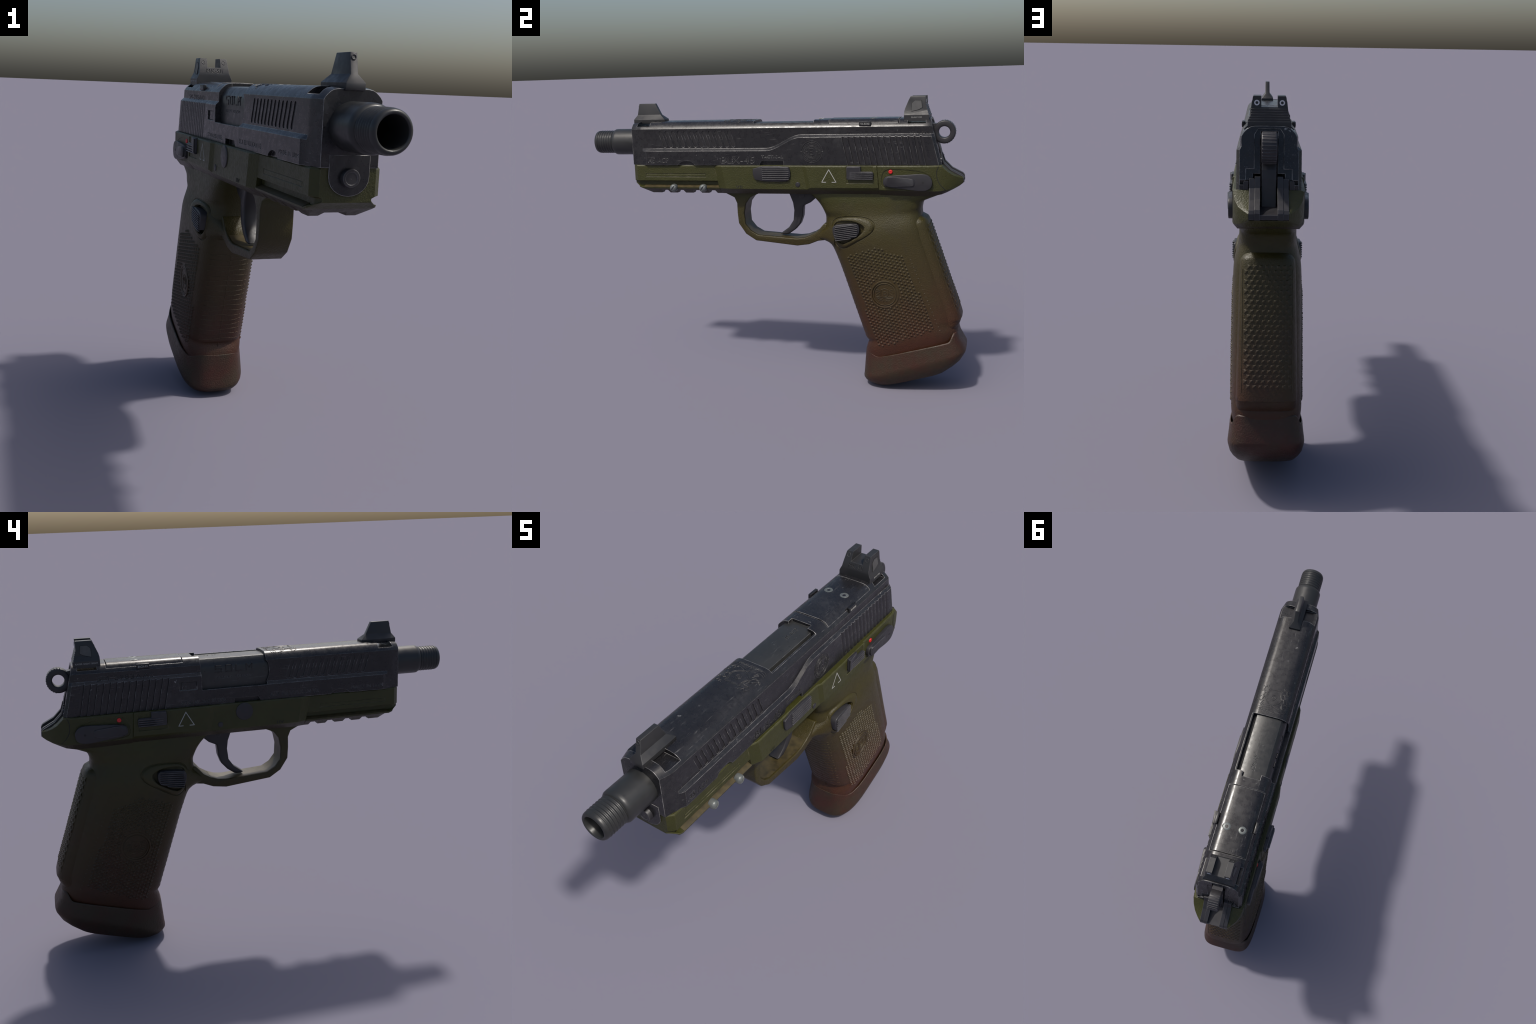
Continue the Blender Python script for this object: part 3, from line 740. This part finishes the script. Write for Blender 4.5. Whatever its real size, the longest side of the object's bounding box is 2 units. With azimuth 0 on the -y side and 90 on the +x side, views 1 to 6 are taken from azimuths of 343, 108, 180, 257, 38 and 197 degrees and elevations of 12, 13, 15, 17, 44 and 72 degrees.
for s in (1, -1):
    V, F = [], []; m = len(outer)
    for k in range(m):
        (yo, zo), (yi, zi) = outer[k], inner[k]
        xo = abs(on_side(gb0, s, yo, zo, .12)); xi = abs(on_side(gb0, s, yi, zi, .12))
        mids = [(yo, zo, xo - .003), (yo * .93 + yi * .07, zo * .93 + zi * .07, xo + .0036), (yo * .45 + yi * .55, zo * .45 + zi * .55, (xo + xi) / 2 + .0072), (yo * .08 + yi * .92, zo * .08 + zi * .92, xi + .0056), (yi, zi, xi - .010)]
        V += [(s * x, y, z) for y, z, x in mids]
    for k in range(m):
        k2 = (k + 1) % m
        for j in range(4): F.append((k * 5 + j, k * 5 + j + 1, k2 * 5 + j + 1, k2 * 5 + j))
    mk('catch_bezel', V, F, M_GRIP, grip, angle=60)
    bt = plate_x('magazine_catch', [(.329, .838), (.333, .858), (.352, .868), (.446, .875), (.464, .866), (.4675, .836), (.458, .812), (.440, .802), (.356, .788), (.340, .795)], s, .07, .1395, M_CTRL, grip, .004, 1)
    parts = []
    for i in range(8):
        zz = .796 + i * .0095; yo = .0
        y0 = .341 + abs(i - 3.5) * .0012; y1 = .458 - abs(i - 3.8) * .001 - (.03 if i == 0 else 0)
        parts.append(loft([[(s * .138, y, zz + .16 * (y - .40) - .0036), (s * .1455, y, zz + .16 * (y - .40) - .0012), (s * .1455, y, zz + .16 * (y - .40) + .0012), (s * .138, y, zz + .16 * (y - .40) + .0036)] for y in (y0, y1)]))
    mk('grip_ridges', *merge(*parts), M_CTRL, bt)

# backstrap: separate panel standing proud of the grip
BS = [(0.58, 0.85, 0.746, 0.914, 0.087, 3.9), (0.592, 0.835, 0.766, 0.91, 0.099, 3.9), (0.612, 0.82, 0.791, 0.8965, 0.106, 3.9),
      (0.62, 0.795, 0.807, 0.866, 0.108, 3.9), (0.68, 0.63, 0.868, 0.694, 0.1115, 3.9), (0.72, 0.51, 0.912, 0.568, 0.114, 3.9),
      (0.775, 0.355, 0.968, 0.412, 0.1165, 3.9), (0.782, 0.335, 0.9685, 0.392, 0.1165, 3.9), (0.783, 0.32, 0.964, 0.37, 0.116, 3.9),
      (0.782, 0.295, 0.948, 0.34, 0.112, 3.9), (0.782, 0.28, 0.935, 0.325, 0.107, 3.9)]
strap = mk('backstrap', *loft([rib(a, b, c, d, hw, n, 80) for a, b, c, d, hw, n in BS[:2] + dense(BS[2:], 3)]), M_GRIP, angle=38)
sb = bvh_of(strap)
perp = Vector((0, .946, .325)); down = Vector((0, .338, -.941))
parts = []
for r in range(25):
    for cidx in range(8):
        x = -.0775 + cidx * .0215 + (.0054 if r % 2 else -.0054)
        base = Vector((x, .802, .868)) + down * (r * .0185 + .004)
        hit = sb.ray_cast(base + perp * .2, -perp)
        if hit[0] is None: continue
        p = hit[0]; w = .0092; hgt = .0034 * (1 + .1 * random.uniform(-1, 1))
        q = [p + Vector((dx, 0, 0)) * w * 1.05 + down * dy * w * .95 - perp * .002 for dx, dy in ((-1, -1), (1, -1), (1, 1), (-1, 1))]
        t4 = [p + Vector((dx, 0, 0)) * w * .22 + down * (dy * w * .2 - .001) + perp * hgt for dx, dy in ((-1, -1), (1, -1), (1, 1), (-1, 1))]
        parts.append((q + t4, [(0, 1, 5, 4), (1, 2, 6, 5), (2, 3, 7, 6), (3, 0, 4, 7), (4, 5, 6, 7)]))
st_ob = mk('backstrap_studs', *merge(*parts), M_STUD, strap, smooth=False); st_ob['kind'] = 'stuff'
for s in (1, -1):                               # long flutes at the strap edges
    ln = [Vector((s * .094, .802, .868)) + down * t for t in [.01 + .02 * i for i in range(24)]]
    pts = []
    for q in ln:
        h = sb.ray_cast(q + perp * .2, -perp)
        if h[0] is not None: pts.append(h[0])
    mk('strap_flute', *tube(pts, .0018, 5), M_GRIP, strap)

# checkered side panels with a medallion
gb = bvh_of(grip)
reg = [(.404, .708), (.556, .756), (.692, .709), (.841, .339), (.562, .229)]
def inside(p, poly):
    r = False; j = len(poly) - 1
    for i in range(len(poly)):
        (xi, yi), (xj, yj) = poly[i], poly[j]
        if (yi > p[1]) != (yj > p[1]) and p[0] < (xj - xi) * (p[1] - yi) / (yj - yi) + xi: r = not r
        j = i
    return r
MED = (.594, .517)
for s in (1, -1):
    parts = []
    for i in range(-30, 50):
        for j in range(-4, 46):
            y = .404 + i * .0182 + j * .0062; z = .720 - i * .0031 - j * .0163 + .04
            if not inside((y, z), reg) or math.hypot(y - MED[0], z - MED[1]) < .075: continue
            x = on_side(gb, s, y, z); w = .0086 * (1 + .08 * random.uniform(-1, 1)); h = .0048 * (1 + .15 * random.uniform(-1, 1))
            b4 = [(x - s * .001, y + dy * w * 1.15, z + dz * w) for dy, dz in ((-1, 0), (0, -1), (1, 0), (0, 1))]
            t4 = [(x + s * h, y + dy * w * .3, z + dz * w * .3 + .0008) for dy, dz in ((-1, 0), (0, -1), (1, 0), (0, 1))]
            parts.append((b4 + t4, [(0, 1, 5, 4), (1, 2, 6, 5), (2, 3, 7, 6), (3, 0, 4, 7), (4, 5, 6, 7)]))
    for k in range(20):                         # single row of small dots behind the panel
        y = .720 + .148 * k / 19; z = .700 - .360 * k / 19; x = on_side(gb, s, y, z); w = .0034
        parts.append(([(x - s * .001, y + dy * w, z + dz * w) for dy, dz in ((-1, -1), (1, -1), (1, 1), (-1, 1))] + [(x + s * .003, y, z)], [(0, 1, 4), (1, 2, 4), (2, 3, 4), (3, 0, 4)]))
    ck = mk('checkering', *merge(*parts), M_STUD, grip, smooth=False); ck['kind'] = 'stuff'
    xm = abs(on_side(gb, s, *MED))
    parts = [ring_x(MED[0], MED[1], .068, .0052, xm, s, 56, .0028), ring_x(MED[0], MED[1], .0565, .0028, xm, s, 56, .0026)]
    def mt(p, r=.0017): return tube([(s * (xm + .0005), MED[0] + s * a, MED[1] + b) for a, b in p], r, 5)
    shield = [(-.018, .024), (0, .030), (.018, .024), (.020, .004), (.010, -.010), (0, -.014), (-.010, -.010), (-.020, .004), (-.018, .024)]
    parts.append(mt(shield, .0018))
    parts.append(mt([(.008 * math.cos(t), .008 + .008 * math.sin(t)) for t in [2 * math.pi * k / 12 for k in range(13)]], .0018))
    for sg in (1, -1):
        for i in range(5):
            parts.append(mt([(sg * (.023 + .020 * t), .020 - i * .0085 + .006 * math.sin(2.5 * t + i)) for t in [k / 4 for k in range(5)]], .0015))
        for i in range(3):
            parts.append(mt([(sg * (.003 + (.038 - i * .006) * t), -.018 - i * .0085 + .006 * math.sin(2.8 * t)) for t in [k / 6 for k in range(7)]], .0015))
    mk('medallion', *merge(*parts), M_GRIP, grip, angle=60)

# front-strap grooves (wavy ridges) and moulding seam
parts = []
fdir = Vector((0, -.946, -.325))
def front_pt(x, t):
    o = Vector((x, .352, .700)) + Vector((0, .1585, -.458)).normalized() * t + fdir * .25
    h = gb.ray_cast(o, -fdir); return h[0]
for i in range(18):
    pts = [front_pt(x / 1000, .012 + i * .0255 + .0030 * math.sin(x * .035 + i) + .006 * (abs(x) / 90) ** 2) for x in range(-88, 89, 8)]
    pts = [p for p in pts if p is not None]
    parts.append(tube([q - fdir * .0010 for q in pts], .0024, 5))
fr = mk('front_strap_ridges', *merge(*parts), M_GRIP, grip); fr['kind'] = 'stuff'
mk('mould_seam', *tube([p for p in (front_pt(0, t / 100) for t in range(-1, 51, 2)) if p is not None], .0012, 5), M_GRIP, grip)

# ------------------------------------------------------------------ trigger guard and trigger
tg_out = [(-.300, 1.030), (-.262, 1.0155), (-.205, .988), (-.192, .958), (-.191, .905), (-.186, .851), (-.148, .795), (-.093, .7605), (.129, .7385), (.192, .7475), (.240, .767), (.275, .7715), (.318, .752), (.36, .75), (.36, .83)]
tg_in = [(.36, .835), (.275, .860), (.262, .846), (.236, .815), (.202, .795), (.166, .781), (.126, .7765), (-.081, .7900), (-.122, .8130), (-.150, .848), (-.1545, .907), (-.145, .957), (-.121, .989), (-.072, 1.0105), (-.03, 1.030)]
poly = tg_out + tg_in
guard = mk('trigger_guard', *prism_x(poly, -.0635, .0635), M_GRIP, angle=30)
bevel(guard, .007, 3, 50, 40)
# flare where the guard root joins the grip
def flare(y0, z0, y1, z1, hw): return rib(y0, z0, y1, z1, hw, 3.2, 48)
mk('guard_root', *loft([flare(.222, .765, .218, .798, .058), flare(.247, .770, .243, .812, .064), flare(.272, .769, .272, .840, .080), flare(.296, .760, .300, .862, .098), flare(.335, .73, .335, .90, .116)]), M_GRIP, guard, angle=60)
# dust caked along the inside floor of the guard
# (thin layer that follows the inner outline)
inn = tg_in[4:13]
din = []
for i, (y, z) in enumerate(inn):
    a = Vector(inn[max(0, i - 1)]); b = Vector(inn[min(len(inn) - 1, i + 1)]); d = (b - a).normalized(); nn = Vector((d.y, -d.x))
    din.append((y + nn.x * .0012, z + nn.y * .0012))
rings = [[(x, y, z) for x in (-.054, -.02, .02, .054)] for y, z in din]
V, F = [], []
for r in rings: V += r
for i in range(len(rings) - 1):
    for j in range(3): F.append((i * 4 + j, i * 4 + j + 1, (i + 1) * 4 + j + 1, (i + 1) * 4 + j))
mk('caked_dust', V, F, M_DIRT, guard, angle=60)

trig = [(.070, 1.035), (.083, 1.005), (.101, .960), (.107, .919), (.102, .866), (.077, .828), (.030, .7935), (.046, .790), (.073, .790), (.111, .817), (.139, .849), (.153, .890), (.157, .943), (.195, .961), (.222, .985), (.24, 1.035)]
trigger = mk('trigger', *prism_x(trig, -.027, .027), M_CTRL, angle=40)
bevel(trigger, .008, 3, 30, 50)
for s in (1, -1):
    mk('trigger_pin', *disc_x(.150, .998, .014, s * .02, s * .0285, 20), M_CTRL, trigger)

# ------------------------------------------------------------------ magazine base pad
PN = 5.0                                        # boxy heel, rounder toe
rings = [rib(.530, .118, .930, .250, .112, 4, 80),
         rib(.506, .125, .954, .259, .1366, 3.1, 80, PN, .038),
         rib(.5015, .160, .959, .294, .1378, 3.1, 80, PN, .038),
         rib(.4950, .158, .9650, .290, .1420, 3.1, 80, PN, .038),
         rib(.4890, .130, .9720, .268, .1440, 3.1, 80, PN, .026),
         rib(.4750, .062, .9950, .240, .1490, 3.1, 80, PN),
         rib(.4730, .050, .9970, .232, .1497, 3.1, 80, PN),
         rib(.4740, .041, .9950, .220, .1487, 3.1, 80, PN),
         rib(.4820, .029, .9740, .181, .1430, 3.1, 80, PN),
         rib(.5000, .017, .9440, .149, .1340, 3.2, 80, 4.8),
         rib(.5350, .005, .9000, .112, .1200, 3.2, 80, 4.5),
         rib(.5660, .000, .8720, .096, .0950, 3.2, 80, 4)]
pad = mk('magazine_base', *loft(rings), M_PAD, angle=27)

# keep the hierarchy to thing > part > sub-part
for ob in list(bpy.data.objects):
    while ob.parent and ob.parent.parent and ob.parent.parent.parent:
        ob.parent = ob.parent.parent
